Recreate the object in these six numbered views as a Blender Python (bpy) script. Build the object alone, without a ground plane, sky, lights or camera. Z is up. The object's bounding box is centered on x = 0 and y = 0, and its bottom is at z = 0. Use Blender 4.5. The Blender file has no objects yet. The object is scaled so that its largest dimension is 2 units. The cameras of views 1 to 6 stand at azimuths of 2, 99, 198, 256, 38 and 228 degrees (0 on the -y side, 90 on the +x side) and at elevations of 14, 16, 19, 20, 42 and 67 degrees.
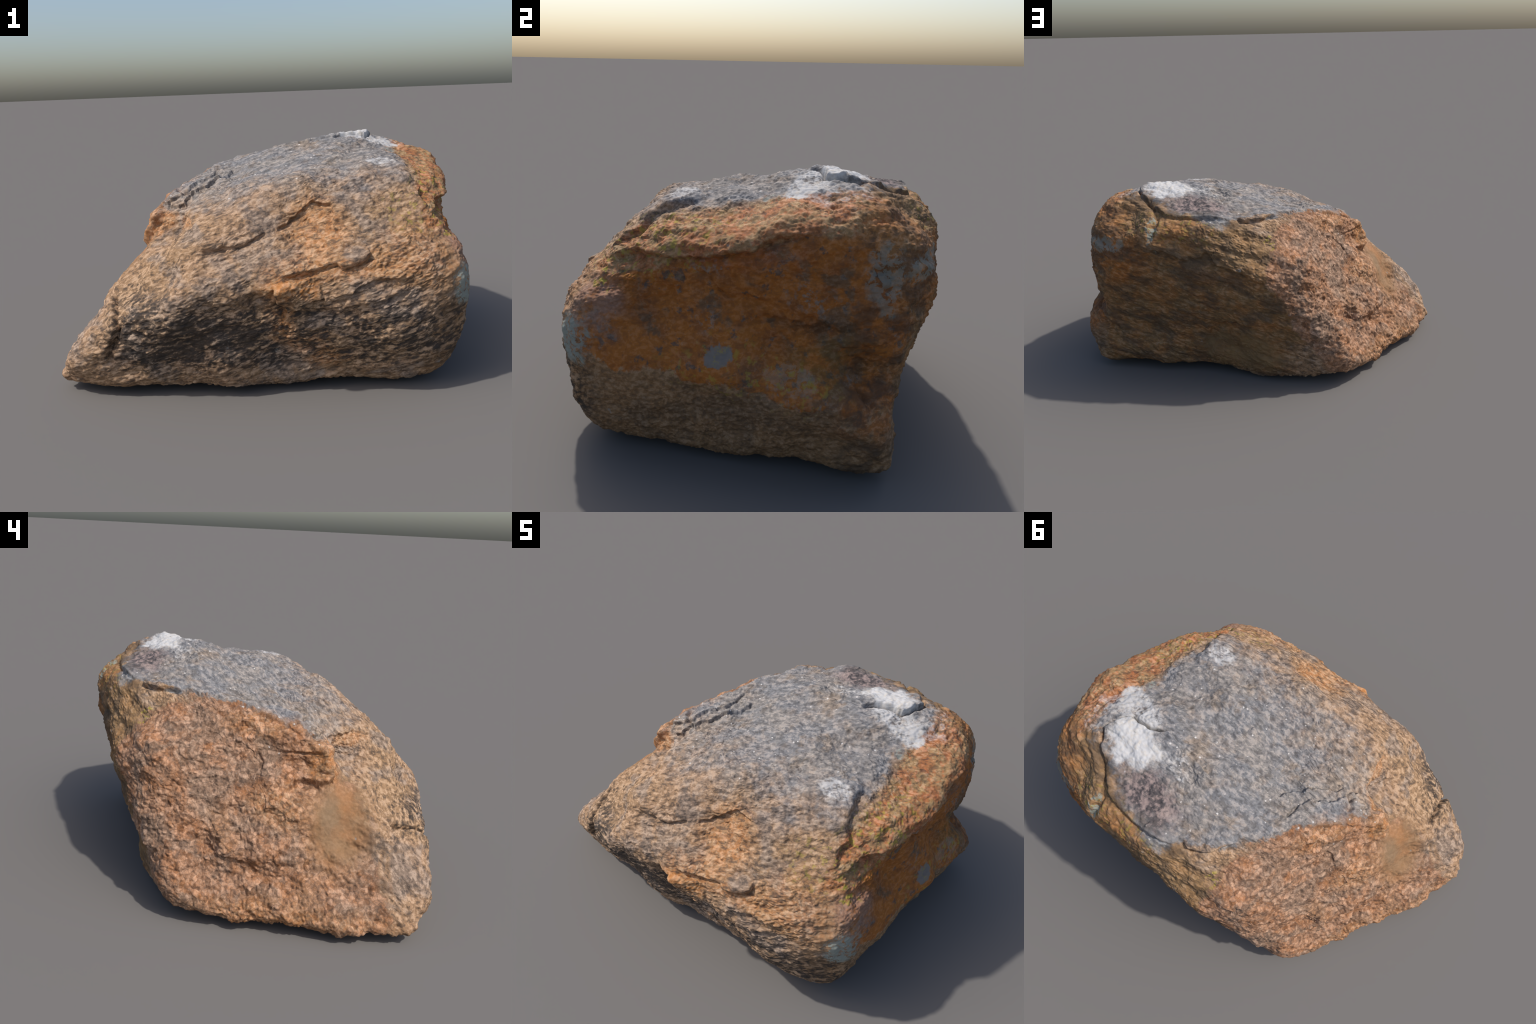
"""A weathered wedge-shaped granite boulder: fracture facets, swells, broken sheets, cracks and grain relief."""
import bpy
import numpy as np

# fracture facets that bound the boulder: (azimuth, elevation, distance from the core)
FACETS = [
    (72.9, 75.0, 0.627),
    (-156.3, 73.8, 0.607),
    (-48.0, 46.7, 0.599),
    (-41.1, 74.0, 0.447),
    (162.8, 55.7, 0.855),
    (-156.5, 17.8, 0.831),
    (-154.7, 21.5, 0.729),
    (-127.9, 32.6, 0.641),
    (-108.1, 28.1, 0.607),
    (-85.9, 32.2, 0.670),
    (2.4, 43.5, 0.565),
    (41.7, 37.2, 0.793),
    (102.3, 24.7, 1.013),
    (-173.3, -9.2, 0.694),
    (21.5, 2.8, 0.815),
    (80.3, 10.2, 0.934),
    (155.4, 6.9, 1.018),
    (-107.9, -16.3, 1.124),
    (-11.5, -23.9, 0.836),
    (4.6, -19.3, 0.671),
    (80.9, -23.8, 0.939),
    (-155.9, -67.5, 0.693),
    (-129.9, -57.8, 0.846),
    (-105.6, -55.3, 0.931),
    (71.2, -55.6, 0.880),
    (10.5, -87.8, 0.480),
]
# swells (+) and hollows (-): (azimuth, elevation, width in radians, height)
SWELLS = [
    (-167.6, 70.6, 0.353, -0.019),
    (-130.6, 45.8, 0.058, 0.011),
    (-15.2, 52.8, 0.238, 0.037),
    (20.2, 50.6, 0.166, 0.029),
    (114.2, 46.2, 0.291, 0.028),
    (119.8, 60.4, 0.151, -0.056),
    (176.1, 59.8, 0.143, 0.031),
    (-168.9, 21.9, 0.158, 0.032),
    (-164.0, 37.5, 0.066, 0.019),
    (-99.1, 24.0, 0.166, -0.023),
    (-76.6, 34.3, 0.207, 0.020),
    (-62.8, 34.2, 0.093, -0.045),
    (-56.3, 19.4, 0.118, -0.111),
    (-35.1, 15.8, 0.139, 0.025),
    (60.9, 29.5, 0.162, 0.013),
    (64.2, 30.7, 0.222, -0.008),
    (89.3, 43.8, 0.114, 0.039),
    (93.5, 40.0, 0.086, 0.039),
    (95.3, 42.2, 0.157, -0.132),
    (95.7, 43.2, 0.216, -0.021),
    (100.2, 16.5, 0.111, -0.129),
    (101.6, 19.3, 0.152, 0.063),
    (102.3, 39.8, 0.330, 0.030),
    (107.3, 42.2, 0.322, 0.043),
    (128.6, 38.8, 0.076, 0.021),
    (143.3, 27.8, 0.077, -0.078),
    (147.2, 32.1, 0.156, 0.027),
    (161.8, 28.6, 0.253, -0.009),
    (170.1, 23.3, 0.137, 0.033),
    (170.6, 23.9, 0.130, -0.043),
    (173.0, 31.3, 0.119, 0.050),
    (-167.6, -8.5, 0.132, 0.026),
    (-162.9, 8.5, 0.263, 0.012),
    (-161.7, -10.4, 0.312, -0.011),
    (-147.1, 14.9, 0.133, 0.036),
    (-145.2, -9.9, 0.091, 0.021),
    (-144.7, 13.5, 0.187, 0.052),
    (-144.2, 12.6, 0.086, 0.028),
    (-140.4, 5.5, 0.130, -0.009),
    (-113.4, -8.7, 0.164, -0.047),
    (-113.0, -10.7, 0.057, 0.063),
    (-106.7, 7.5, 0.235, -0.022),
    (-102.3, -11.0, 0.081, 0.060),
    (-97.3, -6.7, 0.138, 0.032),
    (-96.0, 7.0, 0.297, -0.023),
    (-93.5, 14.4, 0.108, 0.061),
    (-87.8, 4.2, 0.121, 0.086),
    (-84.4, 12.8, 0.152, -0.092),
    (-77.5, -8.6, 0.216, -0.046),
    (-77.3, 3.0, 0.098, 0.035),
    (-75.2, -6.6, 0.244, -0.034),
    (-71.0, 14.4, 0.160, 0.027),
    (-63.9, -14.6, 0.091, 0.027),
    (-62.3, -1.0, 0.082, 0.035),
    (-61.0, -0.8, 0.467, 0.016),
    (-55.8, 13.9, 0.221, -0.015),
    (-55.3, 10.8, 0.075, 0.072),
    (-54.4, 4.4, 0.205, -0.059),
    (-38.1, 5.9, 0.131, -0.048),
    (-36.6, 3.3, 0.074, -0.051),
    (-31.3, -5.3, 0.108, 0.030),
    (-6.0, -1.6, 0.066, -0.077),
    (7.1, 3.3, 0.336, 0.035),
    (23.1, -9.7, 0.078, 0.027),
    (36.9, -8.2, 0.105, 0.048),
    (56.8, 3.9, 0.139, 0.059),
    (74.1, -4.9, 0.098, 0.041),
    (78.5, 10.7, 0.089, -0.048),
    (80.8, -4.9, 0.283, -0.034),
    (94.2, -4.2, 0.079, 0.068),
    (101.8, -2.5, 0.335, -0.064),
    (108.9, -11.5, 0.134, 0.046),
    (112.9, 3.1, 0.135, -0.083),
    (121.8, -10.0, 0.081, 0.052),
    (123.3, 5.6, 0.081, -0.031),
    (123.9, -4.9, 0.066, -0.133),
    (128.7, -9.5, 0.110, -0.039),
    (140.0, -11.4, 0.148, -0.065),
    (165.3, 8.5, 0.118, 0.014),
    (176.3, -7.2, 0.147, 0.048),
    (-171.6, -29.9, 0.138, -0.018),
    (-160.0, -30.6, 0.104, 0.019),
    (-135.2, -15.7, 0.260, -0.011),
    (-114.2, -21.2, 0.128, -0.043),
    (-104.1, -19.8, 0.082, -0.049),
    (-94.8, -16.4, 0.145, -0.092),
    (-54.8, -23.9, 0.136, 0.024),
    (-16.7, -27.6, 0.132, 0.053),
    (0.3, -26.1, 0.169, -0.037),
    (4.8, -40.3, 0.236, 0.047),
    (43.2, -19.2, 0.204, 0.077),
    (74.0, -42.2, 0.302, 0.054),
    (79.1, -15.1, 0.098, 0.021),
    (116.4, -18.5, 0.093, -0.085),
    (125.2, -19.6, 0.139, -0.008),
    (135.0, -32.2, 0.085, -0.062),
    (146.3, -20.4, 0.154, 0.022),
    (149.2, -19.1, 0.170, 0.040),
    (152.6, -17.9, 0.294, -0.033),
    (156.7, -29.7, 0.257, -0.082),
    (171.3, -16.9, 0.159, -0.042),
    (36.1, -56.6, 0.242, -0.094),
]
# smaller bulges and dents
DENTS = [
    (-92.1, 59.8, 0.191, -0.005),
    (-86.0, 58.9, 0.056, 0.029),
    (64.0, 50.5, 0.054, -0.027),
    (-52.6, 21.6, 0.104, -0.022),
    (-48.3, 43.5, 0.176, 0.005),
    (14.3, 25.3, 0.102, -0.042),
    (81.1, 36.2, 0.050, 0.017),
    (96.8, 19.4, 0.067, 0.048),
    (103.1, 41.2, 0.165, 0.005),
    (104.5, 39.0, 0.142, 0.010),
    (109.3, 28.4, 0.067, 0.021),
    (144.6, 31.0, 0.061, 0.030),
    (160.6, 22.0, 0.053, 0.017),
    (160.9, 23.1, 0.050, -0.032),
    (-176.0, 0.6, 0.111, 0.011),
    (-155.1, -5.6, 0.087, 0.014),
    (-145.5, 10.4, 0.076, -0.033),
    (-145.0, -14.7, 0.051, 0.017),
    (-117.3, 1.5, 0.134, 0.023),
    (-103.6, -13.7, 0.086, 0.034),
    (-91.8, -12.0, 0.062, 0.035),
    (-87.7, 6.6, 0.129, -0.035),
    (-74.2, 8.9, 0.134, 0.005),
    (-71.0, -12.9, 0.067, -0.025),
    (-56.0, -13.0, 0.062, 0.010),
    (-41.8, 7.7, 0.092, 0.048),
    (-6.3, -4.1, 0.082, 0.033),
    (2.5, -4.7, 0.073, -0.019),
    (81.0, -4.0, 0.117, 0.004),
    (85.8, -4.5, 0.050, 0.029),
    (105.1, 1.3, 0.050, -0.028),
    (120.7, 8.5, 0.050, 0.015),
    (121.0, -2.2, 0.056, -0.048),
    (141.4, -8.4, 0.106, 0.005),
    (142.5, 8.4, 0.050, 0.032),
    (145.8, -14.5, 0.091, -0.035),
    (177.2, -10.9, 0.157, -0.022),
    (-149.9, -19.2, 0.089, -0.023),
    (-120.1, -15.3, 0.076, -0.025),
    (117.9, -21.1, 0.050, 0.046),
    (173.7, -26.0, 0.101, 0.034),
]
CORE = np.array([0.02, -0.03, 0.5])
ROUNDING = 22.0          # the higher, the sharper the edges between the facets
RES = 400                # quads along one edge of the starting cube


def direction(az, el):
    az, el = np.radians(az), np.radians(el)
    return np.stack([np.sin(az) * np.cos(el), -np.cos(az) * np.cos(el), np.sin(el)], -1)


def smooth(t):
    t = np.clip(t, 0.0, 1.0)
    return t * t * (3 - 2 * t)


# ---------------------------------------------------------------- noise
def _hash(i, j, k, seed):
    h = (i * 374761393 + j * 668265263 + k * 2147483647 + seed * 974634777) & 0xFFFFFFFF
    h = ((h ^ (h >> 13)) * 1274126177) & 0xFFFFFFFF
    h = ((h ^ (h >> 16)) * 2246822519) & 0xFFFFFFFF
    return (h ^ (h >> 15)) & 0xFFFFFFFF


def noise(p, seed=0):
    """smooth value noise, about -1 .. 1"""
    f = np.floor(p)
    i = f.astype(np.int64)
    t = p - f
    t = t * t * t * (t * (t * 6 - 15) + 10)
    out = np.zeros(len(p))
    for dx in (0, 1):
        wx = t[:, 0] if dx else 1 - t[:, 0]
        for dy in (0, 1):
            wy = t[:, 1] if dy else 1 - t[:, 1]
            for dz in (0, 1):
                wz = t[:, 2] if dz else 1 - t[:, 2]
                v = _hash(i[:, 0] + dx, i[:, 1] + dy, i[:, 2] + dz, seed) / 2147483647.5 - 1
                out += wx * wy * wz * v
    return out


def fractal(p, octaves, seed=0, gain=0.5):
    out, a, s = np.zeros(len(p)), 1.0, 1.0
    for o in range(octaves):
        out += a * noise(p * s + 17.3 * o, seed + o)
        a *= gain
        s *= 2.03
    return out


def grains(p, seed=0):
    """rounded crystals: height of the nearest cell centre, 0 (gap) .. 1 (crown), and a random value per cell"""
    f = np.floor(p).astype(np.int64)
    best = np.full(len(p), 9.0)
    second = np.full(len(p), 9.0)
    tone = np.zeros(len(p))
    for dx in (-1, 0, 1):
        for dy in (-1, 0, 1):
            for dz in (-1, 0, 1):
                c = f + (dx, dy, dz)
                h = [_hash(c[:, 0], c[:, 1], c[:, 2], seed + 31 * a) / 4294967295.0 for a in range(3)]
                d = (c[:, 0] + h[0] - p[:, 0]) ** 2 + (c[:, 1] + h[1] - p[:, 1]) ** 2 + (c[:, 2] + h[2] - p[:, 2]) ** 2
                near = d < best
                second = np.where(near, best, np.minimum(second, d))
                tone = np.where(near, h[0], tone)
                best = np.where(near, d, best)
    gap = np.sqrt(second) - np.sqrt(best)
    return smooth(gap / 0.5), tone


def chips(p, size, seed=0):
    """angular break facets: every cell is a little plane of its own tilt and height"""
    f = np.floor(p).astype(np.int64)
    best = np.full(len(p), 9.0)
    out = np.zeros(len(p))
    for dx in (-1, 0, 1):
        for dy in (-1, 0, 1):
            for dz in (-1, 0, 1):
                c = f + (dx, dy, dz)
                h = [_hash(c[:, 0], c[:, 1], c[:, 2], seed + 31 * a) / 4294967295.0 for a in range(7)]
                r = np.stack([p[:, a] - c[:, a] - h[a] for a in range(3)], -1)
                d = (r ** 2).sum(1)
                near = d < best
                best = np.where(near, d, best)
                plane = sum((h[a + 3] - 0.5) * r[:, a] for a in range(3)) * 0.7 + (h[6] - 0.5) * 0.16
                out = np.where(near, plane, out)
    return out * size


# ---------------------------------------------------------------- base form
FACET_N = direction(*np.array([f[:2] for f in FACETS]).T) / np.array([[f[2]] for f in FACETS])
SWELL_D = direction(*np.array([s[:2] for s in SWELLS + DENTS]).T)
SWELL_W = np.array([s[2] for s in SWELLS + DENTS])
SWELL_H = np.array([s[3] for s in SWELLS + DENTS])


def base_radius(d):
    q = np.maximum(d @ FACET_N.T, 1e-6)
    g = q.max(1)
    r = 1 / (g * ((q / g[:, None]) ** ROUNDING).sum(1) ** (1 / ROUNDING))
    return r + np.exp(-(1 - d @ SWELL_D.T) / SWELL_W ** 2) @ SWELL_H


def cube_sphere(n):
    """unit directions and quads of a subdivided cube, evenly spread by a tangent warp"""
    a, b = np.meshgrid(np.arange(n + 1), np.arange(n + 1), indexing="ij")
    keys = []
    for axis in range(3):
        for side in (0, n):
            g = [None] * 3
            g[axis] = np.full_like(a, side)
            g[(axis + 1) % 3] = a if side else b
            g[(axis + 2) % 3] = b if side else a
            keys.append((g[0] * (n + 1) + g[1]) * (n + 1) + g[2])
    keys = np.stack(keys)
    uniq, inv = np.unique(keys.ravel(), return_inverse=True)
    inv = inv.reshape(6, n + 1, n + 1)
    quads = np.stack([inv[:, :-1, :-1], inv[:, 1:, :-1], inv[:, 1:, 1:], inv[:, :-1, 1:]], -1).reshape(-1, 4)
    c = np.stack([uniq // (n + 1) ** 2, uniq // (n + 1) % (n + 1), uniq % (n + 1)], -1) * (2.0 / n) - 1
    c = np.tan(c * np.pi / 4)
    return c / np.linalg.norm(c, axis=1)[:, None], quads


def vertex_normals(p, quads):
    fn = np.cross(p[quads[:, 2]] - p[quads[:, 0]], p[quads[:, 3]] - p[quads[:, 1]])
    n = np.stack([sum(np.bincount(quads[:, k], fn[:, a], len(p)) for k in range(4)) for a in range(3)], -1)
    return n / np.linalg.norm(n, axis=1)[:, None]


DIRS, QUADS = cube_sphere(RES)
radius = base_radius(DIRS)
P0 = CORE + DIRS * radius[:, None]
P0 += DIRS * (0.010 * fractal(P0 * 5.0, 3, 11))[:, None]
N0 = vertex_normals(P0, QUADS)

# the rock's grain: stretched along LINE, flattened across SHEET
SHEET = np.array([-0.27, -0.16, 0.95]); SHEET /= np.linalg.norm(SHEET)
LINE = np.array([0.95, 0.20, 0.0]); LINE -= SHEET * (LINE @ SHEET); LINE /= np.linalg.norm(LINE)
CROSS = np.cross(SHEET, LINE)
GRAIN_FRAME = np.stack([LINE / 0.034, CROSS / 0.019, SHEET / 0.013])


# ---------------------------------------------------------------- cracks, scarps, hollows drawn on the surface
def frame(points, normal):
    w = np.array(normal, float); w /= np.linalg.norm(w)
    u = np.cross((0.0, 0.0, 1.0), w)
    if np.linalg.norm(u) < 0.2:
        u = np.cross((0.0, 1.0, 0.0), w)
    u /= np.linalg.norm(u)
    return u, np.cross(w, u), w


def near(points, normal, margin):
    pts = np.array(points, float)
    lo, hi = pts.min(0) - margin, pts.max(0) + margin
    w = np.array(normal, float) / np.linalg.norm(normal)
    return np.nonzero(((P0 > lo) & (P0 < hi)).all(1) & (N0 @ w > -0.15))[0]


def along(points, normal, idx, ragged, seed, closed=False):
    """signed distance (left of the line is +) and arc fraction of the vertices idx about a polyline"""
    u, v, w = frame(points, normal)
    L = np.array(points, float)
    if closed:
        L = np.vstack([L, L[:1]])
    L2 = np.stack([L @ u, L @ v], -1)
    p = P0[idx]
    wob = np.stack([fractal(p * 22, 3, seed), fractal(p * 22, 3, seed + 50)], -1) * ragged
    q = np.stack([p @ u, p @ v], -1) + wob
    seg = L2[1:] - L2[:-1]
    ln = np.linalg.norm(seg, axis=1)
    start = np.concatenate([[0], np.cumsum(ln)[:-1]])
    best = np.full(len(q), 1e9); side = np.zeros(len(q)); arc = np.zeros(len(q))
    for k in range(len(seg)):
        r = q - L2[k]
        raw = (r @ seg[k]) / (ln[k] ** 2 + 1e-12)
        t = np.clip(raw, 0, 1)
        d = np.linalg.norm(r - t[:, None] * seg[k], axis=1)
        s = np.sign(seg[k, 0] * r[:, 1] - seg[k, 1] * r[:, 0])
        hit = d < best - 1e-9
        best = np.where(hit, d, best); side = np.where(hit, s, side)
        arc = np.where(hit, (start[k] + t * ln[k]) / ln.sum(), arc)
    if closed:
        inside = np.zeros(len(q), bool)
        for k in range(len(seg)):
            a, b = L2[k], L2[k + 1]
            cond = (a[1] > q[:, 1]) != (b[1] > q[:, 1])
            x = a[0] + (q[:, 1] - a[1]) / (b[1] - a[1] + 1e-15) * (b[0] - a[0])
            inside ^= cond & (q[:, 0] < x)
        return np.where(inside, best, -best), arc
    return best * np.where(side == 0, 1, side), arc


HEIGHT = np.zeros(len(P0))


def scarp(points, normal, up, reach, edge=0.006, foot=0.0, ragged=0.006, taper=0.12, seed=1):
    """a broken edge: the left side stands up by `up`, fading over `reach`; the foot is undercut by `foot`"""
    idx = near(points, normal, reach + 0.03)
    s, a = along(points, normal, idx, ragged, seed)
    ends = smooth(np.minimum(a, 1 - a) / taper) if taper else 1.0
    rise = smooth(s / edge + 0.5) * smooth(1 - np.maximum(s, 0) / reach)
    dip = np.where(s < 0, np.exp(s / 0.016), smooth(1 - s / edge))
    settle = 0.4 * np.exp(-2 * (s / reach) ** 2)
    HEIGHT[idx] += ends * (up * (rise - settle) - foot * dip)


def groove(points, normal, width, depth, ragged=0.006, taper=0.15, seed=2):
    idx = near(points, normal, width * 4)
    s, a = along(points, normal, idx, ragged, seed)
    HEIGHT[idx] -= depth * np.exp(-(s / width) ** 2) * smooth(np.minimum(a, 1 - a) / taper)


def plate(points, normal, up, edge=0.008, ragged=0.008, seed=3, crown=0.0):
    """a closed outline raised (+) or sunk (-) with a sharp edge"""
    idx = near(points, normal, 0.08)
    s, _ = along(points, normal, idx, ragged, seed, closed=True)
    HEIGHT[idx] += up * smooth(s / edge + 0.5) + crown * smooth(s / 0.1)


def knob(point, size, up, power=2.0):
    d = np.linalg.norm((P0 - np.array(point)) / size, axis=1)
    HEIGHT[:] += up * np.exp(-d ** power)


FRONT, RIGHT, BACK, LEFT, TOP = (0, -0.85, 0.5), (1, -0.1, 0.2), (0, 1, 0.1), (-1, 0.1, 0.4), (0, 0, 1)

# exfoliating sheets on the front
scarp([(-0.283, -0.648, 0.679), (-0.195, -0.652, 0.693), (-0.101, -0.647, 0.705), (-0.030, -0.618, 0.733), (0.0, -0.60, 0.75)],
      FRONT, 0.016, 0.16, foot=0.006, ragged=0.004, taper=0.06, seed=3)
scarp([(0.049, -0.590, 0.763), (0.128, -0.537, 0.812), (0.149, -0.522, 0.830), (0.212, -0.487, 0.861), (0.288, -0.492, 0.843),
       (0.296, -0.534, 0.794), (0.291, -0.579, 0.750), (0.302, -0.591, 0.736)], FRONT, 0.014, 0.11, foot=0.010, ragged=0.007, taper=0.04, seed=4)
TONGUE = [(0.050, -0.754, 0.581), (0.119, -0.745, 0.588), (0.204, -0.727, 0.604), (0.298, -0.706, 0.619), (0.320, -0.712, 0.604),
          (0.359, -0.707, 0.606), (0.407, -0.689, 0.619), (0.446, -0.658, 0.646), (0.431, -0.626, 0.683)]
scarp(TONGUE, FRONT, 0.018, 0.10, foot=0.010, ragged=0.003, taper=0.10, seed=5)
scarp([(0.022, -0.764, 0.545), (0.027, -0.766, 0.526), (0.051, -0.756, 0.478), (0.096, -0.735, 0.429), (0.178, -0.749, 0.472), (0.24, -0.75, 0.49)],
      FRONT, 0.022, 0.09, foot=0.012, taper=0.05, seed=6)
knob((0.11, -0.765, 0.515), (0.09, 0.1, 0.045), 0.018)
scarp([(0.24, -0.70, 0.57), (0.118, -0.753, 0.574), (0.065, -0.760, 0.556), (0.027, -0.766, 0.526)], FRONT, 0.008, 0.06, foot=0.006, ragged=0.003, seed=26)
scarp([(0.254, -0.751, 0.506), (0.285, -0.746, 0.492), (0.354, -0.743, 0.497), (0.385, -0.738, 0.526), (0.448, -0.723, 0.548), (0.511, -0.712, 0.550), (0.60, -0.69, 0.55)],
      FRONT, 0.013, 0.06, foot=0.008, seed=7)
scarp([(-0.30, -0.76, 0.49), (-0.12, -0.765, 0.47), (0.038, -0.737, 0.432), (0.178, -0.729, 0.416), (0.294, -0.730, 0.426), (0.418, -0.727, 0.441), (0.527, -0.715, 0.466), (0.624, -0.690, 0.496)],
      FRONT, 0.010, 0.09, edge=0.02, foot=0.004, ragged=0.015, seed=8)
groove([(0.115, -0.662, 0.302), (0.195, -0.644, 0.224), (0.252, -0.641, 0.187)], FRONT, 0.015, 0.010)
# cracked-off knob at the pointed end
KNOB_CRACK = [(-0.73, -0.50, 0.46), (-0.692, -0.584, 0.427), (-0.675, -0.648, 0.405), (-0.662, -0.704, 0.357), (-0.680, -0.698, 0.305), (-0.712, -0.682, 0.257), (-0.717, -0.652, 0.157)]
groove(KNOB_CRACK, (-0.35, -0.9, 0.3), 0.010, 0.035, ragged=0.005, taper=0.1)
scarp(KNOB_CRACK[::-1], (-0.35, -0.9, 0.3), 0.014, 0.08, seed=9)

# right flank: bevel step, overhanging lip, cracks of the rusty face
scarp([(0.74, -0.44, 0.79), (0.718, -0.418, 0.817), (0.703, -0.391, 0.854), (0.728, -0.339, 0.884), (0.691, -0.316, 0.924), (0.670, -0.270, 0.955), (0.652, -0.194, 0.979), (0.64, -0.10, 1.0)],
      (0.75, -0.35, 0.55), 0.022, 0.12, edge=0.016, foot=0.008, seed=10)
LIP = [(0.76, -0.47, 0.75), (0.773, -0.388, 0.800), (0.796, -0.338, 0.818), (0.838, -0.258, 0.819), (0.863, -0.187, 0.816), (0.876, -0.121, 0.832), (0.893, -0.010, 0.844),
       (0.898, 0.036, 0.864), (0.905, 0.136, 0.876), (0.903, 0.199, 0.913), (0.887, 0.289, 0.944), (0.873, 0.366, 0.956)]
scarp(LIP, RIGHT, 0.028, 0.10, edge=0.010, foot=0.018, ragged=0.008, seed=11)
groove([(0.894, -0.078, 0.778), (0.901, -0.031, 0.772), (0.908, 0.001, 0.727), (0.915, 0.048, 0.702), (0.918, 0.078, 0.701)], RIGHT, 0.006, 0.012)
scarp([(0.927, 0.10, 0.62), (0.927, 0.165, 0.645), (0.930, 0.275, 0.641), (0.920, 0.346, 0.658), (0.911, 0.420, 0.614), (0.902, 0.470, 0.600)], RIGHT, 0.012, 0.08, edge=0.02, foot=0.010, ragged=0.012, seed=12)
groove([(0.913, 0.498, 0.46), (0.918, 0.511, 0.395), (0.920, 0.543, 0.358), (0.922, 0.574, 0.330)], RIGHT, 0.008, 0.018)

# cap slab lying on top
SLAB_NEAR = [(0.038, 0.288, 1.032), (0.150, 0.267, 1.045), (0.251, 0.284, 1.063), (0.374, 0.268, 1.083), (0.451, 0.321, 1.095), (0.554, 0.333, 1.084), (0.592, 0.413, 1.074), (0.606, 0.464, 1.066), (0.586, 0.492, 1.065)]
SLAB_FAR = [(0.595, 0.488, 1.06), (0.520, 0.545, 1.050), (0.446, 0.609, 1.015), (0.354, 0.658, 0.989), (0.285, 0.663, 0.983), (0.157, 0.652, 0.977), (0.038, 0.624, 0.964), (-0.037, 0.570, 0.963)]
scarp(SLAB_NEAR, TOP, 0.012, 0.14, edge=0.007, foot=0.010, ragged=0.006, seed=13)
scarp(SLAB_NEAR[3:] + [(0.55, 0.53, 1.05)], TOP, 0.006, 0.16, edge=0.008, foot=0.004, ragged=0.006, taper=0.2, seed=13)
groove(SLAB_NEAR[3:] + [(0.55, 0.53, 1.05)], TOP, 0.007, 0.034, ragged=0.006, taper=0.1, seed=13)
white_cap = smooth(1.6 - np.linalg.norm((P0 - (0.48, 0.42, 1.08)) / (0.13, 0.10, 0.10), axis=1))
scarp(SLAB_FAR, (0.1, 0.6, 0.8), 0.014, 0.12, edge=0.008, foot=0.010, ragged=0.006, seed=14)
groove([(0.512, 0.550, 1.048), (0.441, 0.605, 1.016), (0.387, 0.682, 0.974), (0.385, 0.746, 0.919), (0.401, 0.764, 0.834)], (0.1, 0.8, 0.6), 0.014, 0.020, taper=0.1)
scarp([(-0.030, 0.570, 0.968), (-0.067, 0.562, 0.950), (-0.130, 0.521, 0.947), (-0.148, 0.496, 0.948), (-0.206, 0.385, 0.958)], (-0.5, 0.6, 0.6), 0.020, 0.07, foot=0.016, seed=15)

# broken left face: sheet edge along its top, jutting block above a smooth hollow
scarp([(-0.206, 0.36, 0.958), (-0.281, 0.296, 0.950), (-0.308, 0.196, 0.938), (-0.363, 0.106, 0.913), (-0.412, 0.038, 0.887), (-0.489, -0.067, 0.843), (-0.524, -0.159, 0.807)],
      (-0.6, 0.3, 0.7), 0.010, 0.08, edge=0.012, foot=0.006, ragged=0.010, seed=16)
scarp([(-0.504, -0.146, 0.827), (-0.469, -0.208, 0.823), (-0.414, -0.226, 0.839), (-0.338, -0.163, 0.873), (-0.287, -0.092, 0.896), (-0.194, 0.010, 0.924), (-0.150, 0.112, 0.957)],
      TOP, 0.014, 0.13, edge=0.010, foot=0.010, ragged=0.022, taper=0.10, seed=17)
scarp([(-0.53, -0.12, 0.80), (-0.49, -0.18, 0.80), (-0.42, -0.17, 0.83), (-0.35, -0.10, 0.86), (-0.27, 0.02, 0.90), (-0.25, 0.10, 0.92)],
      (-0.4, -0.4, 0.8), 0.014, 0.08, edge=0.010, foot=0.010, ragged=0.018, seed=27)
groove([(-0.44, -0.10, 0.85), (-0.40, -0.16, 0.85), (-0.36, -0.20, 0.85)], TOP, 0.010, 0.020, ragged=0.012, seed=28)
groove([(-0.270, 0.144, 0.938), (-0.270, 0.100, 0.927), (-0.263, 0.056, 0.919)], TOP, 0.008, 0.016)
scarp([(-0.521, -0.005, 0.563), (-0.527, -0.071, 0.604), (-0.581, -0.153, 0.627), (-0.599, -0.178, 0.613), (-0.606, -0.243, 0.633), (-0.60, -0.255, 0.66), (-0.545, -0.255, 0.74), (-0.51, -0.21, 0.82)],
      (-1, -0.1, 0.4), 0.030, 0.10, edge=0.016, foot=0.012, ragged=0.009, seed=18)
VEIN = [(-0.47, -0.25, 0.80), (-0.40, -0.29, 0.79), (-0.34, -0.40, 0.77), (-0.33, -0.50, 0.76), (-0.30, -0.61, 0.71)]
scarp(VEIN, (-0.5, -0.4, 0.75), 0.006, 0.08, edge=0.006, foot=0.006, ragged=0.006, seed=24)
plate([(-0.608, -0.248, 0.634), (-0.600, -0.404, 0.573), (-0.674, -0.370, 0.522), (-0.782, -0.305, 0.371), (-0.773, -0.146, 0.325), (-0.702, -0.094, 0.396), (-0.635, -0.135, 0.517)],
      (-1, -0.2, 0.5), -0.010, edge=0.07, seed=19)
groove([(-0.497, 0.087, 0.755), (-0.503, 0.067, 0.717), (-0.509, 0.075, 0.659)], LEFT, 0.007, 0.014)
groove([(-0.501, 0.030, 0.750), (-0.541, -0.106, 0.750), (-0.548, -0.223, 0.744)], LEFT, 0.007, 0.012)
knob((-0.462, 0.468, 0.671), 0.022, 0.018)
knob((-0.284, 0.296, 0.953), 0.02, 0.012)

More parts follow.
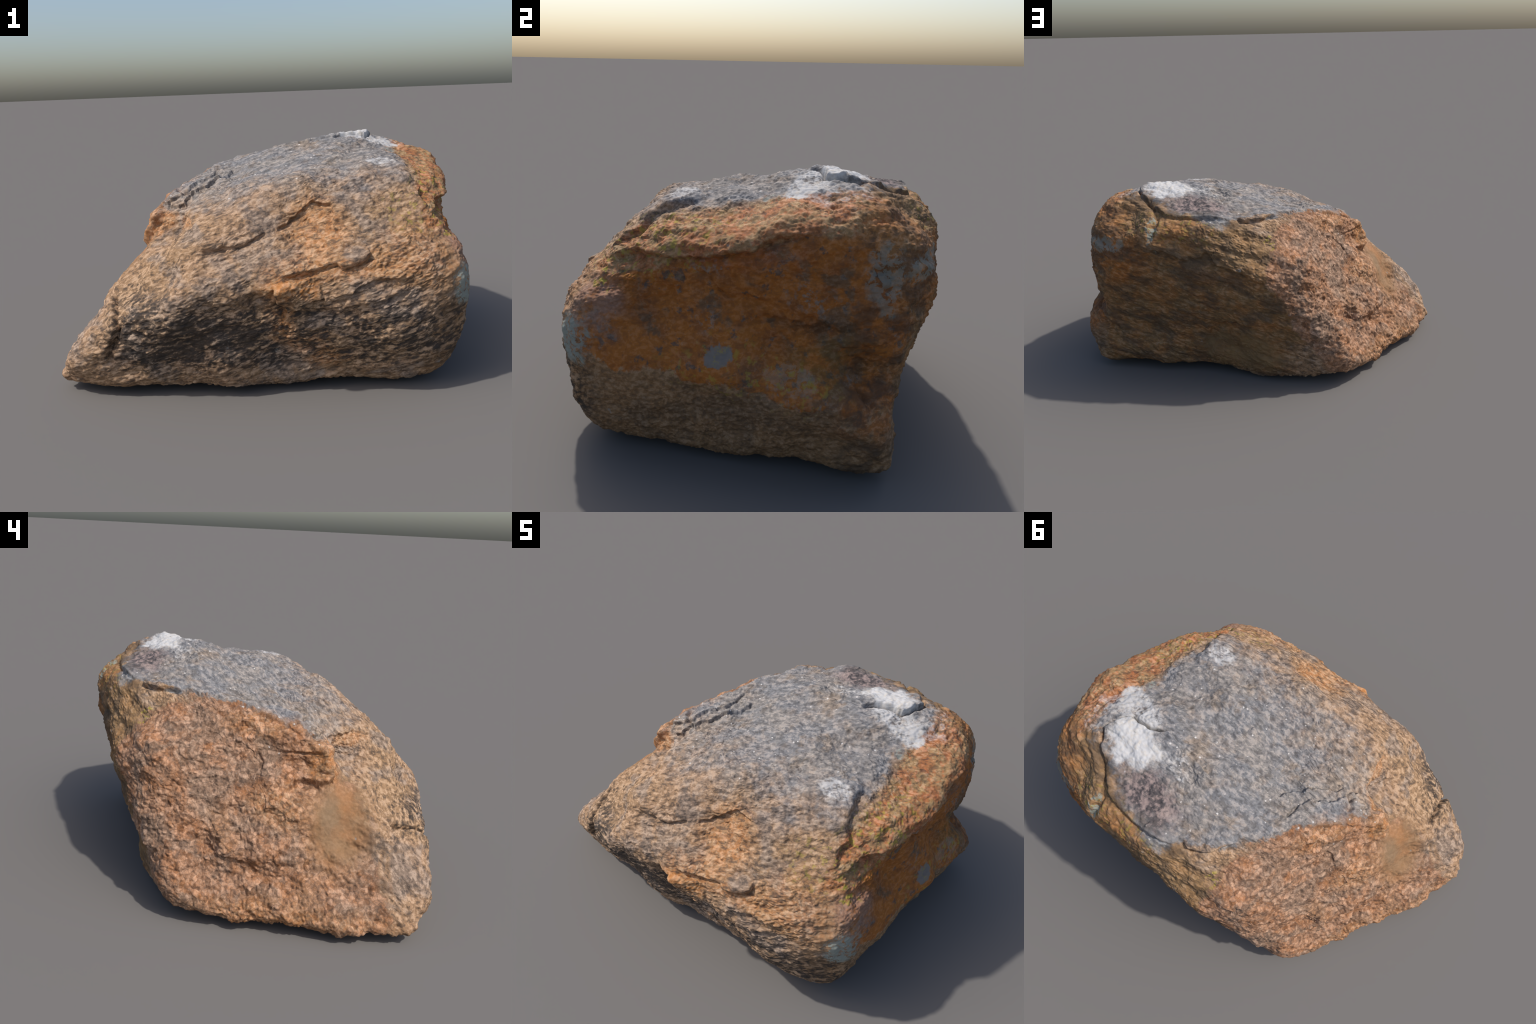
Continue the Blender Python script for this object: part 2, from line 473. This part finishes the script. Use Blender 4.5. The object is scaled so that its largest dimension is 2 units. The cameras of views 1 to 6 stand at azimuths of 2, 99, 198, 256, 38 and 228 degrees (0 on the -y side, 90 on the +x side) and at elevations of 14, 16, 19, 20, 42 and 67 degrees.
# back: ragged lip over the dark hollow, smooth bulge low down
scarp([(0.525, 0.766, 0.800), (0.420, 0.763, 0.815), (0.322, 0.753, 0.812), (0.232, 0.713, 0.781), (0.159, 0.687, 0.783), (0.120, 0.679, 0.779), (0.074, 0.703, 0.811), (0.034, 0.688, 0.740), (-0.053, 0.701, 0.719), (-0.167, 0.681, 0.681), (-0.273, 0.661, 0.651)],
      BACK, 0.016, 0.10, edge=0.014, foot=0.010, ragged=0.014, seed=20)
scarp([(-0.25, 0.60, 0.34), (-0.026, 0.670, 0.385), (0.121, 0.674, 0.35), (0.132, 0.653, 0.30), (0.19, 0.572, 0.20), (0.165, 0.558, 0.13)][::-1],
      BACK, 0.016, 0.15, edge=0.03, foot=0.006, ragged=0.012, seed=21)


# broad swells and dips of the faces: (where, size, height)
for where, size, up in (
    ((0.92, -0.18, 0.42), 0.10, 0.018), ((0.91, -0.24, 0.27), 0.08, 0.016), ((0.89, 0.42, 0.46), 0.08, -0.022),
    ((0.88, 0.14, 0.75), 0.07, 0.022), ((0.77, -0.02, 0.92), 0.06, -0.018), ((-0.22, 0.68, 0.63), 0.09, 0.028),
    ((0.15, 0.72, 0.72), 0.08, 0.022), ((0.51, 0.76, 0.73), 0.07, 0.016), ((-0.01, 0.67, 0.43), 0.07, -0.026),
    ((0.45, 0.61, 0.24), 0.07, -0.020), ((0.45, 0.66, 0.99), 0.08, 0.020), ((0.14, 0.57, 1.00), 0.07, 0.012),
    ((-0.38, -0.35, 0.69), 0.07, 0.022), ((-0.67, -0.33, 0.55), 0.08, 0.014), ((-0.73, -0.02, 0.35), 0.09, 0.016),
    ((-0.68, 0.18, 0.39), 0.07, -0.018), ((-0.49, -0.70, 0.26), 0.09, 0.018), ((0.19, -0.70, 0.32), 0.10, 0.016),
    ((-0.69, -0.13, 0.45), 0.08, 0.014), ((0.90, -0.13, 0.52), 0.08, 0.012),
):
    knob(where, size, up)


def facet_nearness(point, normal, depth):
    """1 on a broad facet, 0 once the surface has turned `depth` below it"""
    n = np.array(normal, float); n /= np.linalg.norm(n)
    return smooth(1 + ((P0 - np.array(point)) @ n) / depth)


# ---------------------------------------------------------------- grain relief
on_left = facet_nearness((-0.56, 0.22, 0.52), (-0.895, 0.27, 0.36), 0.09)
on_right = facet_nearness((0.95, 0.10, 0.55), (0.995, -0.05, -0.08), 0.10) * smooth((P0[:, 2] - 0.36) / 0.04 + 0.5)
hollow = np.exp(-(((P0 - (-0.68, -0.22, 0.50)) / (0.12, 0.13, 0.17)) ** 2).sum(1) ** 2)
in_frame = P0 @ GRAIN_FRAME.T
warp = np.stack([fractal(P0 * 14, 2, 70 + a) for a in range(3)], -1) * 0.6
long_grain, _ = grains(in_frame + warp, 5)
round_grain, tone = np.zeros(len(P0)), np.zeros(len(P0))
some = np.nonzero(on_left > 0.01)[0]
round_grain[some], tone[some] = grains(P0[some] / 0.026 + warp[some] * 0.5, 9)
amount = (0.0045 + 0.0010 * on_left - 0.0030 * on_right) * (1 - 0.85 * hollow) * (1 - 0.5 * white_cap)
relief = long_grain * (1 - on_left) + round_grain * (0.5 + tone) * on_left
patchy = 0.7 + 0.5 * fractal(P0 * 6, 2, 33)
HEIGHT += amount * (relief - 0.5) * patchy
streak = P0 @ np.stack([LINE / 0.22, CROSS / 0.10, SHEET / 0.045]).T
HEIGHT += 0.009 * fractal(streak, 3, 41) * (1 - 0.6 * hollow) * (1 - 0.5 * on_right)
HEIGHT += 0.004 * fractal(P0 * 38, 3, 47) * (1 - 0.7 * hollow) * (1 - 0.5 * on_right)
chipped = np.maximum(on_left * (1 - hollow), 0.45 * smooth((P0[:, 1] - 0.5) / 0.12))
some = np.nonzero(chipped > 0.01)[0]
HEIGHT[some] += (chips(P0[some] / 0.11 + warp[some] * 0.15, 0.11, 61) * 0.13 + chips(P0[some] / 0.05 + warp[some] * 0.25, 0.05, 63) * 0.13) * chipped[some]
# break-off lumps on the ragged left face
HEIGHT += 0.008 * fractal(P0 * 14, 3, 58) * on_left * (1 - hollow)

HEIGHT += 0.002 + 0.003 * smooth((P0[:, 1] - 0.3) / 0.2)
P = P0 + N0 * HEIGHT[:, None]
P[:, 2] = np.maximum(P[:, 2], 0.0)      # it stands on flat ground
NORMALS = vertex_normals(P, QUADS)


# ---------------------------------------------------------------- material
class Nodes:
    """small helper to write node graphs as expressions"""

    def __init__(self, name):
        self.m = bpy.data.materials.new(name)
        self.m.use_nodes = True
        self.t = self.m.node_tree
        self.t.nodes.clear()

    def new(self, kind, **props):
        n = self.t.nodes.new(kind)
        for k, v in props.items():
            setattr(n, k, v)
        return n

    def put(self, socket, v):
        if isinstance(v, bpy.types.NodeSocket):
            self.t.links.new(v, socket)
        elif isinstance(v, (tuple, list, np.ndarray)):
            v = tuple(float(x) for x in v)
            socket.default_value = v + (1.0,) if socket.type == "RGBA" and len(v) == 3 else v
        else:
            socket.default_value = v

    def math(self, op, a, b=0.0, c=0.0):
        n = self.new("ShaderNodeMath", operation=op)
        for s, v in zip(n.inputs, (a, b, c)):
            self.put(s, v)
        return n.outputs[0]

    def add(self, a, b): return self.math("ADD", a, b)
    def sub(self, a, b): return self.math("SUBTRACT", a, b)
    def mul(self, a, b): return self.math("MULTIPLY", a, b)
    def least(self, *a):
        out = a[0]
        for x in a[1:]:
            out = self.math("MINIMUM", out, x)
        return out
    def most(self, *a):
        out = a[0]
        for x in a[1:]:
            out = self.math("MAXIMUM", out, x)
        return out
    def inv(self, a): return self.math("SUBTRACT", 1.0, a)

    def step(self, v, lo, hi, a=0.0, b=1.0):
        n = self.new("ShaderNodeMapRange", interpolation_type="SMOOTHSTEP")
        for s, x in zip(n.inputs, (v, lo, hi, a, b)):
            self.put(s, x)
        return n.outputs[0]

    def vec(self, op, a, b=None, scale=None):
        n = self.new("ShaderNodeVectorMath", operation=op)
        self.put(n.inputs[0], a)
        if b is not None:
            self.put(n.inputs[1], b)
        if scale is not None:
            self.put(n.inputs["Scale"], scale)
        return n.outputs["Value"] if op in ("DOT_PRODUCT", "LENGTH", "DISTANCE") else n.outputs[0]

    def noise(self, vec, scale, detail=3.0, rough=0.55, distortion=0.0, colour=False):
        n = self.new("ShaderNodeTexNoise")
        self.put(n.inputs["Vector"], vec)
        self.put(n.inputs["Scale"], scale)
        self.put(n.inputs["Detail"], detail)
        self.put(n.inputs["Roughness"], rough)
        self.put(n.inputs["Distortion"], distortion)
        return n.outputs["Color" if colour else "Fac"]

    def cells(self, vec, scale, feature="F1", out="Distance", randomness=1.0):
        n = self.new("ShaderNodeTexVoronoi", feature=feature)
        self.put(n.inputs["Vector"], vec)
        self.put(n.inputs["Scale"], scale)
        self.put(n.inputs["Randomness"], randomness)
        return n.outputs[out]

    def mix(self, f, a, b, blend="MIX"):
        n = self.new("ShaderNodeMix", data_type="RGBA", blend_type=blend)
        self.put(n.inputs[0], f)
        self.put(n.inputs[6], a)
        self.put(n.inputs[7], b)
        return n.outputs[2]

    def frame(self, vec, rows):
        n = self.new("ShaderNodeCombineXYZ")
        for s, r in zip(n.inputs, rows):
            self.put(s, self.vec("DOT_PRODUCT", vec, r))
        return n.outputs[0]


def granite():
    g = Nodes("weathered_granite")
    pos = g.new("ShaderNodeTexCoord").outputs["Object"]
    wob = g.vec("SUBTRACT", g.noise(pos, 4.5, 4, 0.6, colour=True), (0.5, 0.5, 0.5))
    ragged = g.vec("ADD", pos, g.vec("SCALE", wob, scale=0.16))
    fine = g.vec("SUBTRACT", g.noise(pos, 24, 3, 0.6, colour=True), (0.5, 0.5, 0.5))
    frayed = g.vec("ADD", ragged, g.vec("SCALE", fine, scale=0.05))
    broad = g.noise(pos, 3.0, 4, 0.6)
    tatter = g.noise(pos, 13.0, 5, 0.7)

    def torn(mask, reach=2.2, soft=0.16):
        """a soft mask turned into one with a ragged, patchy border"""
        t = g.add(0.5, g.mul(g.sub(tatter, 0.5), reach))
        return g.step(mask, g.sub(t, soft), g.add(t, soft))

    mottle = g.noise(pos, 11.0, 4, 0.62)
    speck = g.noise(pos, 42.0, 3, 0.6)

    def facet(point, normal, lo, hi, where=None):
        """1 where the surface lies near the plane of a facet (distance below it from lo to hi)"""
        n = np.array(normal, float); n /= np.linalg.norm(n)
        d = g.sub(g.vec("DOT_PRODUCT", where or ragged, n), float(np.dot(n, point)))
        return g.step(d, -hi, -lo)

    def side(a, b, toward, soft=0.03, where=None, normal=None):
        """1 on the `toward` side of the plane through the edge a-b (upright, or containing `normal`)"""
        a, b = np.array(a, float), np.array(b, float)
        n = np.cross(b - a, (0, 0, 1) if normal is None else normal); n /= np.linalg.norm(n)
        if n @ (np.array(toward) - a) < 0:
            n = -n
        d = g.sub(g.vec("DOT_PRODUCT", where or ragged, n), float(n @ a))
        return g.step(d, -soft, soft)

    def patch(centre, size, soft=0.35, where=None):
        """1 inside an ellipsoid patch"""
        d = g.vec("MULTIPLY", g.vec("SUBTRACT", where or ragged, centre), tuple(1 / s for s in ((size,) * 3 if np.isscalar(size) else size)))
        return g.step(g.vec("LENGTH", d), 1 + soft, 1 - soft)

    # ---- zones of stone: fresh tan, weathered grey, broken pink, stained brown, rust-coated
    tan_, grey, pink = (0.285, 0.176, 0.102), (0.200, 0.188, 0.178), (0.290, 0.160, 0.093)
    rust, rust_face, ochre = (0.37, 0.150, 0.042), (0.34, 0.118, 0.023), (0.24, 0.14, 0.068)
    brown, white = (0.20, 0.115, 0.050), (0.49, 0.483, 0.478)
    drift = g.noise(pos, 5.5, 4, 0.6, 0.6)
    col = g.mix(g.step(broad, 0.40, 0.60), tan_, (0.285, 0.176, 0.096))
    col = g.mix(g.mul(g.step(drift, 0.47, 0.62), 0.62), col, (0.172, 0.140, 0.120))

    # grey weathered top, fading down the front
    top = torn(g.least(side((0.66, -0.25, 0.96), (0.70, 0.20, 1.02), (0.0, 0.0, 1.0), 0.06, frayed),
                       side((-0.03, 0.61, 0.97), (-0.284, 0.31, 0.95), (0.1, 0.0, 1.0), 0.05, frayed),
                       facet((0.2, 0.0, 1.03), (-0.25, -0.16, 0.95), 0.08, 0.22)), 1.6, 0.2)
    top = g.mul(top, g.step(g.add(g.vec("DOT_PRODUCT", ragged, (-0.10, 0.45, 0.9)), g.mul(g.sub(tatter, 0.5), 0.5)), 0.48, 0.82))
    col = g.mix(g.mul(top, g.step(mottle, 0.20, 0.50, 0.6, 0.95)), col, g.mix(g.step(drift, 0.40, 0.62), grey, (0.175, 0.177, 0.184)))
    col = g.mix(g.mul(g.mul(top, g.step(g.noise(ragged, 6.5, 5, 0.65), 0.54, 0.66)), 0.55), col, (0.20, 0.145, 0.098))
    # broken pink left face
    left = g.least(facet((-0.56, 0.22, 0.52), (-0.895, 0.27, 0.36), 0.05, 0.12),
                   side((-0.284, 0.296, 0.953), (-0.50, -0.14, 0.83), (-0.6, 0.2, 0.5), 0.05, frayed),
                   side((-0.62, -0.35, 0.57), (-0.95, -0.42, 0.1), (-0.6, 0.2, 0.5), 0.08))
    left = torn(left, 1.8)
    warm = g.mix(g.step(mottle, 0.38, 0.66), pink, (0.295, 0.132, 0.057))
    warm = g.mix(g.mul(g.step(drift, 0.46, 0.60), 0.7), warm, (0.20, 0.140, 0.100))
    warm = g.mix(g.mul(g.step(broad, 0.52, 0.66), 0.6), warm, (0.30, 0.150, 0.068))
    col = g.mix(left, col, warm)
    # back, brown and stained
    back = g.least(g.step(g.vec("DOT_PRODUCT", ragged, (0.10, 1.0, -0.05)), 0.49, 0.56), g.inv(left))
    coat = g.mix(g.step(mottle, 0.38, 0.62), brown, (0.26, 0.122, 0.042))
    coat = g.mix(g.mul(g.step(g.vec("DOT_PRODUCT", ragged, (-0.15, 0.0, 1.0)), 0.68, 0.80), 0.7), coat, (0.27, 0.165, 0.08))
    col = g.mix(g.mul(back, g.inv(top)), col, coat)
    # rust-coated right face and speckled bevel above it
    right = facet((0.95, 0.10, 0.55), (0.995, -0.06, -0.06), 0.12, 0.19)
    edge_low = torn(g.step(g.vec("DOT_PRODUCT", frayed, (0.0, 0.10, 1.0)), 0.33, 0.44))
    above = g.step(g.vec("DOT_PRODUCT", ragged, (-0.25, -0.22, 1.0)), 0.625, 0.65)
    bevel = g.least(g.step(g.vec("DOT_PRODUCT", ragged, (1.0, 0.05, 0.0)), 0.66, 0.72), above, g.inv(top))
    speckled = g.mix(g.step(mottle, 0.40, 0.62), (0.30, 0.185, 0.085), (0.33, 0.125, 0.045))
    speckled = g.mix(g.mul(g.step(speck, 0.54, 0.66), 0.7), speckled, (0.42, 0.13, 0.045))
    col = g.mix(g.mul(bevel, 0.9), col, speckled)
    rusty = g.mix(g.step(mottle, 0.42, 0.66), rust_face, (0.25, 0.092, 0.028))
    rusty = g.mix(g.mul(g.step(drift, 0.54, 0.62), 0.75), rusty, (0.13, 0.085, 0.05))
    rusty = g.mix(g.mul(g.mul(g.step(broad, 0.47, 0.58), g.step(speck, 0.50, 0.60)), 0.8), rusty, (0.21, 0.165, 0.135))
    rusty = g.mix(g.mul(g.step(g.noise(pos, 19, 4, 0.65), 0.57, 0.66), 0.75), rusty, (0.075, 0.07, 0.065))
    rusted = g.mul(g.least(right, edge_low, g.inv(above)), g.step(g.vec("DOT_PRODUCT", frayed, (0.45, 0.9, 0.0)), -0.14, -0.02))
    col = g.mix(rusted, col, rusty)
    col = g.mix(g.mul(right, g.inv(edge_low)), col, g.mix(g.step(drift, 0.42, 0.60), (0.25, 0.142, 0.068), (0.18, 0.108, 0.058)))

    # ---- rust patches on the front and in the left hollow
    for c, s, a in (((0.22, -0.58, 0.76), (0.13, 0.14, 0.13), 0.65), ((0.10, -0.76, 0.53), (0.12, 0.10, 0.06), 0.95),
                    ((0.24, -0.70, 0.60), (0.26, 0.10, 0.05), 0.65), ((0.06, -0.70, 0.38), (0.06, 0.12, 0.08), 0.75),
                    ((0.16, -0.65, 0.27), (0.08, 0.12, 0.06), 0.6), ((0.26, -0.65, 0.17), (0.07, 0.12, 0.07), 0.6),
                    ((0.72, -0.60, 0.66), (0.22, 0.2, 0.14), 0.45), ((0.55, -0.62, 0.60), (0.16, 0.2, 0.08), 0.35),
                    ((-0.56, -0.21, 0.70), (0.08, 0.09, 0.10), 0.8), ((-0.50, -0.27, 0.78), (0.06, 0.05, 0.06), 0.7),
                    ((-0.43, 0.06, 0.85), (0.10, 0.16, 0.05), 0.5), ((-0.61, 0.00, 0.53), (0.12, 0.12, 0.10), 0.6), ((-0.86, 0.05, 0.08), (0.30, 0.50, 0.07), 0.55), ((-0.36, -0.38, 0.77), (0.05, 0.14, 0.03), 0.55)):
        col = g.mix(g.mul(patch(c, s, 0.5, frayed), a), col, g.mix(g.step(speck, 0.40, 0.62), rust, (0.36, 0.20, 0.095)))
    pit = patch((-0.70, -0.25, 0.45), (0.16, 0.16, 0.23), 0.45, frayed)
    col = g.mix(g.mul(pit, 0.8), col, g.mix(g.step(g.noise(pos, 9, 4, 0.6), 0.40, 0.62), ochre, (0.29, 0.145, 0.062)))
    col = g.mix(g.mul(patch((-0.66, -0.20, 0.50), (0.10, 0.045, 0.12), 0.6, frayed), 0.5), col, (0.20, 0.145, 0.09))
    for c, s, a, tint in (((0.64, 0.74, 0.76), (0.22, 0.16, 0.16), 0.85, rust_face), ((0.93, 0.57, 0.32), (0.1, 0.13, 0.10), 0.85, (0.30, 0.105, 0.026)), ((0.75, 0.60, 0.95), (0.16, 0.18, 0.10), 0.6, rust),
                          ((0.24, 0.72, 0.90), (0.16, 0.12, 0.08), 0.6, rust), ((0.925, 0.34, 0.62), (0.1, 0.17, 0.035), 0.7, (0.05, 0.035, 0.022)),
                          ((0.93, 0.42, 0.50), (0.1, 0.18, 0.10), 0.5, (0.16, 0.10, 0.028)), ((0.87, -0.46, 0.64), (0.10, 0.10, 0.12), 0.5, (0.23, 0.17, 0.15)),
                          ((0.93, 0.12, 0.44), (0.06, 0.06, 0.07), 0.55, (0.07, 0.065, 0.055)), ((0.90, 0.05, 0.86), (0.08, 0.25, 0.05), 0.5, (0.34, 0.10, 0.03))):
        col = g.mix(g.mul(patch(c, s, 0.5, frayed), g.mul(g.step(tatter, 0.36, 0.54), a)), col, tint)

    # ---- grain of the stone: bright feldspar, dark mica
    q = g.vec("ADD", g.frame(pos, GRAIN_FRAME), g.vec("SCALE", wob, scale=3.0))
    round_q = g.vec("ADD", g.vec("SCALE", pos, scale=58.0), g.vec("SCALE", fine, scale=1.2))
    n = g.new("ShaderNodeMix", data_type="VECTOR")
    g.put(n.inputs[0], left); g.put(n.inputs[4], q); g.put(n.inputs[5], round_q)
    grain = g.noise(n.outputs[1], 0.85, 2.5, 0.62)
    smoothed = g.most(g.mul(rusted, 0.65), g.mul(pit, 0.85), g.mul(right, 0.4), g.mul(left, 0.3), g.mul(back, 0.4))
    plain = g.inv(smoothed)
    col = g.mix(g.mul(g.mul(g.step(grain, 0.50, 0.61), plain), g.sub(0.74, g.mul(top, 0.12))), col, g.mix(0.33, g.mix(1.0, col, (1.7, 1.7, 1.7), "MULTIPLY"), (0.44, 0.35, 0.27)))
    col = g.mix(g.mul(g.mul(g.step(grain, 0.48, 0.36), plain), g.sub(0.72, g.mul(top, 0.22))), col, g.mix(0.5, g.mix(1.0, col, (0.32, 0.31, 0.31), "MULTIPLY"), (0.055, 0.05, 0.05)))
    col = g.mix(g.mul(g.mul(g.step(g.noise(pos, 90, 2, 0.6), 0.58, 0.70), plain), 0.35), col, (0.05, 0.045, 0.042))
    crystal = g.vec("ADD", pos, g.vec("SCALE", fine, scale=0.012))
    tone = g.vec("DOT_PRODUCT", g.cells(crystal, 44, out="Color"), (0.4, 0.3, 0.3))
    gap = g.cells(crystal, 44, "DISTANCE_TO_EDGE")
    bare = g.mul(g.mul(left, g.inv(pit)), 0.65)
    col = g.mix(g.mul(bare, g.step(tone, 0.50, 0.78)), col, g.mix(0.5, g.mix(1.0, col, (1.8, 1.8, 1.8), "MULTIPLY"), (0.44, 0.28, 0.19)))
    col = g.mix(g.mul(bare, g.step(tone, 0.42, 0.22)), col, g.mix(1.0, col, (0.5, 0.46, 0.44), "MULTIPLY"))
    col = g.mix(g.mul(bare, g.step(gap, 0.14, 0.02, 0.0, 0.45)), col, (0.07, 0.045, 0.034))
    sparkle = g.step(g.cells(pos, 26), 0.16, 0.10)
    col = g.mix(g.mul(g.mul(sparkle, top), g.step(speck, 0.50, 0.56, 0.0, 0.8)), col, (0.60, 0.57, 0.54))

    # ---- black stain along the lower front and on the back
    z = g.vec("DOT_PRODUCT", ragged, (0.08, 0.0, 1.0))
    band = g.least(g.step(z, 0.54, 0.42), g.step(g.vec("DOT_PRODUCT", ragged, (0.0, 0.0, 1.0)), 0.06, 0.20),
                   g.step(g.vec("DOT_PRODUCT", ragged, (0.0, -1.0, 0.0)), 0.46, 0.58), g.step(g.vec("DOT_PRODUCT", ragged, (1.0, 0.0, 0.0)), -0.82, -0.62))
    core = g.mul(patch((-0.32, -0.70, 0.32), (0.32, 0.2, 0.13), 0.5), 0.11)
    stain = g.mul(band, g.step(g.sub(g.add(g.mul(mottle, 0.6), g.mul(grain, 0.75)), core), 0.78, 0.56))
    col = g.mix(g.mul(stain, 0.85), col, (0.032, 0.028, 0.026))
    stain = g.mul(back, g.step(g.noise(q, 0.18, 4, 0.6), 0.56, 0.40))
    col = g.mix(g.mul(stain, 0.60), col, (0.055, 0.042, 0.032))

    col = g.mix(g.mul(patch((-0.03, 0.60, 0.19), (0.24, 0.2, 0.12), 0.35, frayed), 0.75), col, g.mix(g.step(mottle, 0.4, 0.6), (0.22, 0.135, 0.06), (0.17, 0.10, 0.046)))
    # ---- lichen: white crust, blue-grey rosettes, yellow-green dust
    crust = g.add(g.mul(mottle, 0.5), g.mul(grain, 0.5))
    for c, s, a in (((0.435, 0.41, 1.09), (0.145, 0.105, 0.09), 1.0), ((0.56, 0.27, 1.08), (0.17, 0.07, 0.08), 0.8),
                    ((0.55, -0.23, 1.0), (0.07, 0.06, 0.06), 0.75), ((0.70, 0.27, 1.03), (0.035, 0.04, 0.05), 0.9),
                    ((0.68, 0.40, 1.03), (0.09, 0.13, 0.07), 0.55), ((0.22, 0.36, 1.06), (0.08, 0.05, 0.06), 0.6),
                    ((0.05, 0.62, 0.98), (0.05, 0.03, 0.03), 0.6), ((-0.22, 0.26, 0.95), (0.10, 0.06, 0.05), 0.3)):
        col = g.mix(g.mul(g.mul(torn(patch(c, s, 0.6, frayed), 1.5, 0.25), a), g.step(g.add(crust, g.mul(a - 0.7, 0.5)), 0.42, 0.56, 0.1, 1.0)), col, g.mix(g.step(speck, 0.45, 0.7), white, (0.50, 0.46, 0.41)))
    col = g.mix(g.mul(patch((0.22, 0.53, 1.02), (0.18, 0.10, 0.08), 0.45, frayed), 0.85), col, g.mix(g.step(g.add(g.mul(speck, 0.5), g.mul(mottle, 0.5)), 0.44, 0.56), (0.055, 0.045, 0.047), (0.27, 0.20, 0.18)))
    blue = (0.25, 0.28, 0.245)
    rosette = g.noise(pos, 22, 4, 0.7, 1.0)
    for c, s, a in (((0.90, -0.57, 0.49), (0.09, 0.08, 0.10), 0.85), 
                    ((0.95, 0.27, 0.44), (0.05, 0.10, 0.05), 0.25), ((0.86, 0.58, 0.80), (0.10, 0.07, 0.12), 0.45),
                    ((0.72, 0.72, 0.83), (0.14, 0.10, 0.05), 0.5), ((0.39, 0.73, 0.90), (0.03, 0.06, 0.09), 0.8), ((0.64, 0.15, 1.02), (0.035, 0.03, 0.03), 0.6)):
        col = g.mix(g.mul(g.mul(torn(patch(c, s, 0.5, frayed), 1.2, 0.25), a), g.step(rosette, 0.44, 0.50)), col, blue)
    col = g.mix(g.mul(torn(patch((0.957, 0.024, 0.494), (0.06, 0.045, 0.04), 0.6, frayed), 2.2), 0.8), col, (0.155, 0.17, 0.165))
    yellow = g.step(g.noise(pos, 34, 3, 0.6), 0.54, 0.64)
    for c, s, a in (((0.80, -0.25, 0.88), (0.14, 0.30, 0.12), 0.7), ((0.80, -0.43, 0.72), (0.05, 0.06, 0.08), 0.9),
                    ((-0.217, 0.569, 0.845), 0.05, 0.9), ((0.30, 0.70, 0.93), (0.25, 0.10, 0.08), 0.5),
                    ((0.95, 0.15, 0.45), (0.05, 0.35, 0.12), 0.45), ((0.66, -0.48, 0.80), (0.14, 0.1, 0.14), 0.45)):
        col = g.mix(g.mul(g.mul(patch(c, s, 0.4, frayed), a), yellow), col, (0.32, 0.26, 0.045))

    bump = g.new("ShaderNodeBump")
    g.put(bump.inputs["Height"], g.add(g.add(g.mul(grain, 0.7), g.mul(speck, 0.25)), g.mul(g.noise(pos, 130, 2, 0.6), 0.12)))
    g.put(bump.inputs["Distance"], 0.006)
    g.put(bump.inputs["Strength"], 0.55)
    bsdf = g.new("ShaderNodeBsdfPrincipled")
    g.put(bsdf.inputs["Base Color"], col)
    g.put(bsdf.inputs["Roughness"], 0.85)
    g.put(bsdf.inputs["Specular IOR Level"], 0.25)
    g.put(bsdf.inputs["Normal"], bump.outputs[0])
    g.t.links.new(bsdf.outputs[0], g.new("ShaderNodeOutputMaterial").inputs[0])
    return g.m


STONE = granite()


# ---------------------------------------------------------------- parts
def inside(points, normal, pts):
    u, v, w = frame(points, normal)
    L = np.stack([np.array(points) @ u, np.array(points) @ v], -1)
    q = np.stack([pts @ u, pts @ v], -1)
    hit = np.zeros(len(q), bool)
    for a, b in zip(L, np.roll(L, -1, 0)):
        cond = (a[1] > q[:, 1]) != (b[1] > q[:, 1])
        hit ^= cond & (q[:, 0] < a[0] + (q[:, 1] - a[1]) / (b[1] - a[1] + 1e-15) * (b[0] - a[0]))
    return hit


centres = P0[QUADS].mean(1)
facing = N0[QUADS[:, 0]]
region = np.zeros(len(QUADS), int)
region[inside(SLAB_NEAR + SLAB_FAR[1:], TOP, centres) & (centres[:, 2] > 0.9)] = 1
knob_side = inside(KNOB_CRACK + [(-0.75, -0.6, -0.2), (-1.3, -0.6, -0.2), (-1.3, -0.6, 0.55)], (0, -1, 0), centres)
region[knob_side & (centres[:, 1] < -0.45)] = 2
region[inside(TONGUE + [(0.36, -0.60, 0.72), (0.25, -0.66, 0.68), (0.10, -0.70, 0.64)], FRONT, centres) & (facing[:, 1] < -0.2)] = 3
region[inside([(-0.521, -0.005, 0.563), (-0.581, -0.153, 0.627), (-0.606, -0.243, 0.633), (-0.545, -0.255, 0.74), (-0.504, -0.17, 0.827), (-0.45, 0.0, 0.87), (-0.50, 0.07, 0.70)],
              LEFT, centres) & (centres[:, 0] < -0.35)] = 4


def part(name, faces, material):
    used, inv = np.unique(faces.ravel(), return_inverse=True)
    me = bpy.data.meshes.new(name)
    me.vertices.add(len(used))
    me.vertices.foreach_set("co", P[used].ravel())
    me.loops.add(faces.size)
    me.loops.foreach_set("vertex_index", inv.ravel().astype(np.int32))
    me.polygons.add(len(faces))
    me.polygons.foreach_set("loop_start", np.arange(0, faces.size, 4, dtype=np.int32))
    me.update(calc_edges=True)
    me.polygons.foreach_set("use_smooth", np.ones(len(faces), bool))
    me.normals_split_custom_set_from_vertices(NORMALS[used].astype(np.float32))
    me.materials.append(material)
    ob = bpy.data.objects.new(name, me)
    bpy.context.collection.objects.link(ob)
    return ob


boulder = bpy.data.objects.new("boulder", None)
bpy.context.collection.objects.link(boulder)
boulder["label"] = "weathered wedge-shaped granite boulder with rust, grey and white lichen"
boulder["category"] = "rock"
for k, name in enumerate(("rock_body", "cap_slab", "end_knob", "flake", "ledge_block")):
    ob = part(name, QUADS[region == k], STONE)
    ob.parent = boulder
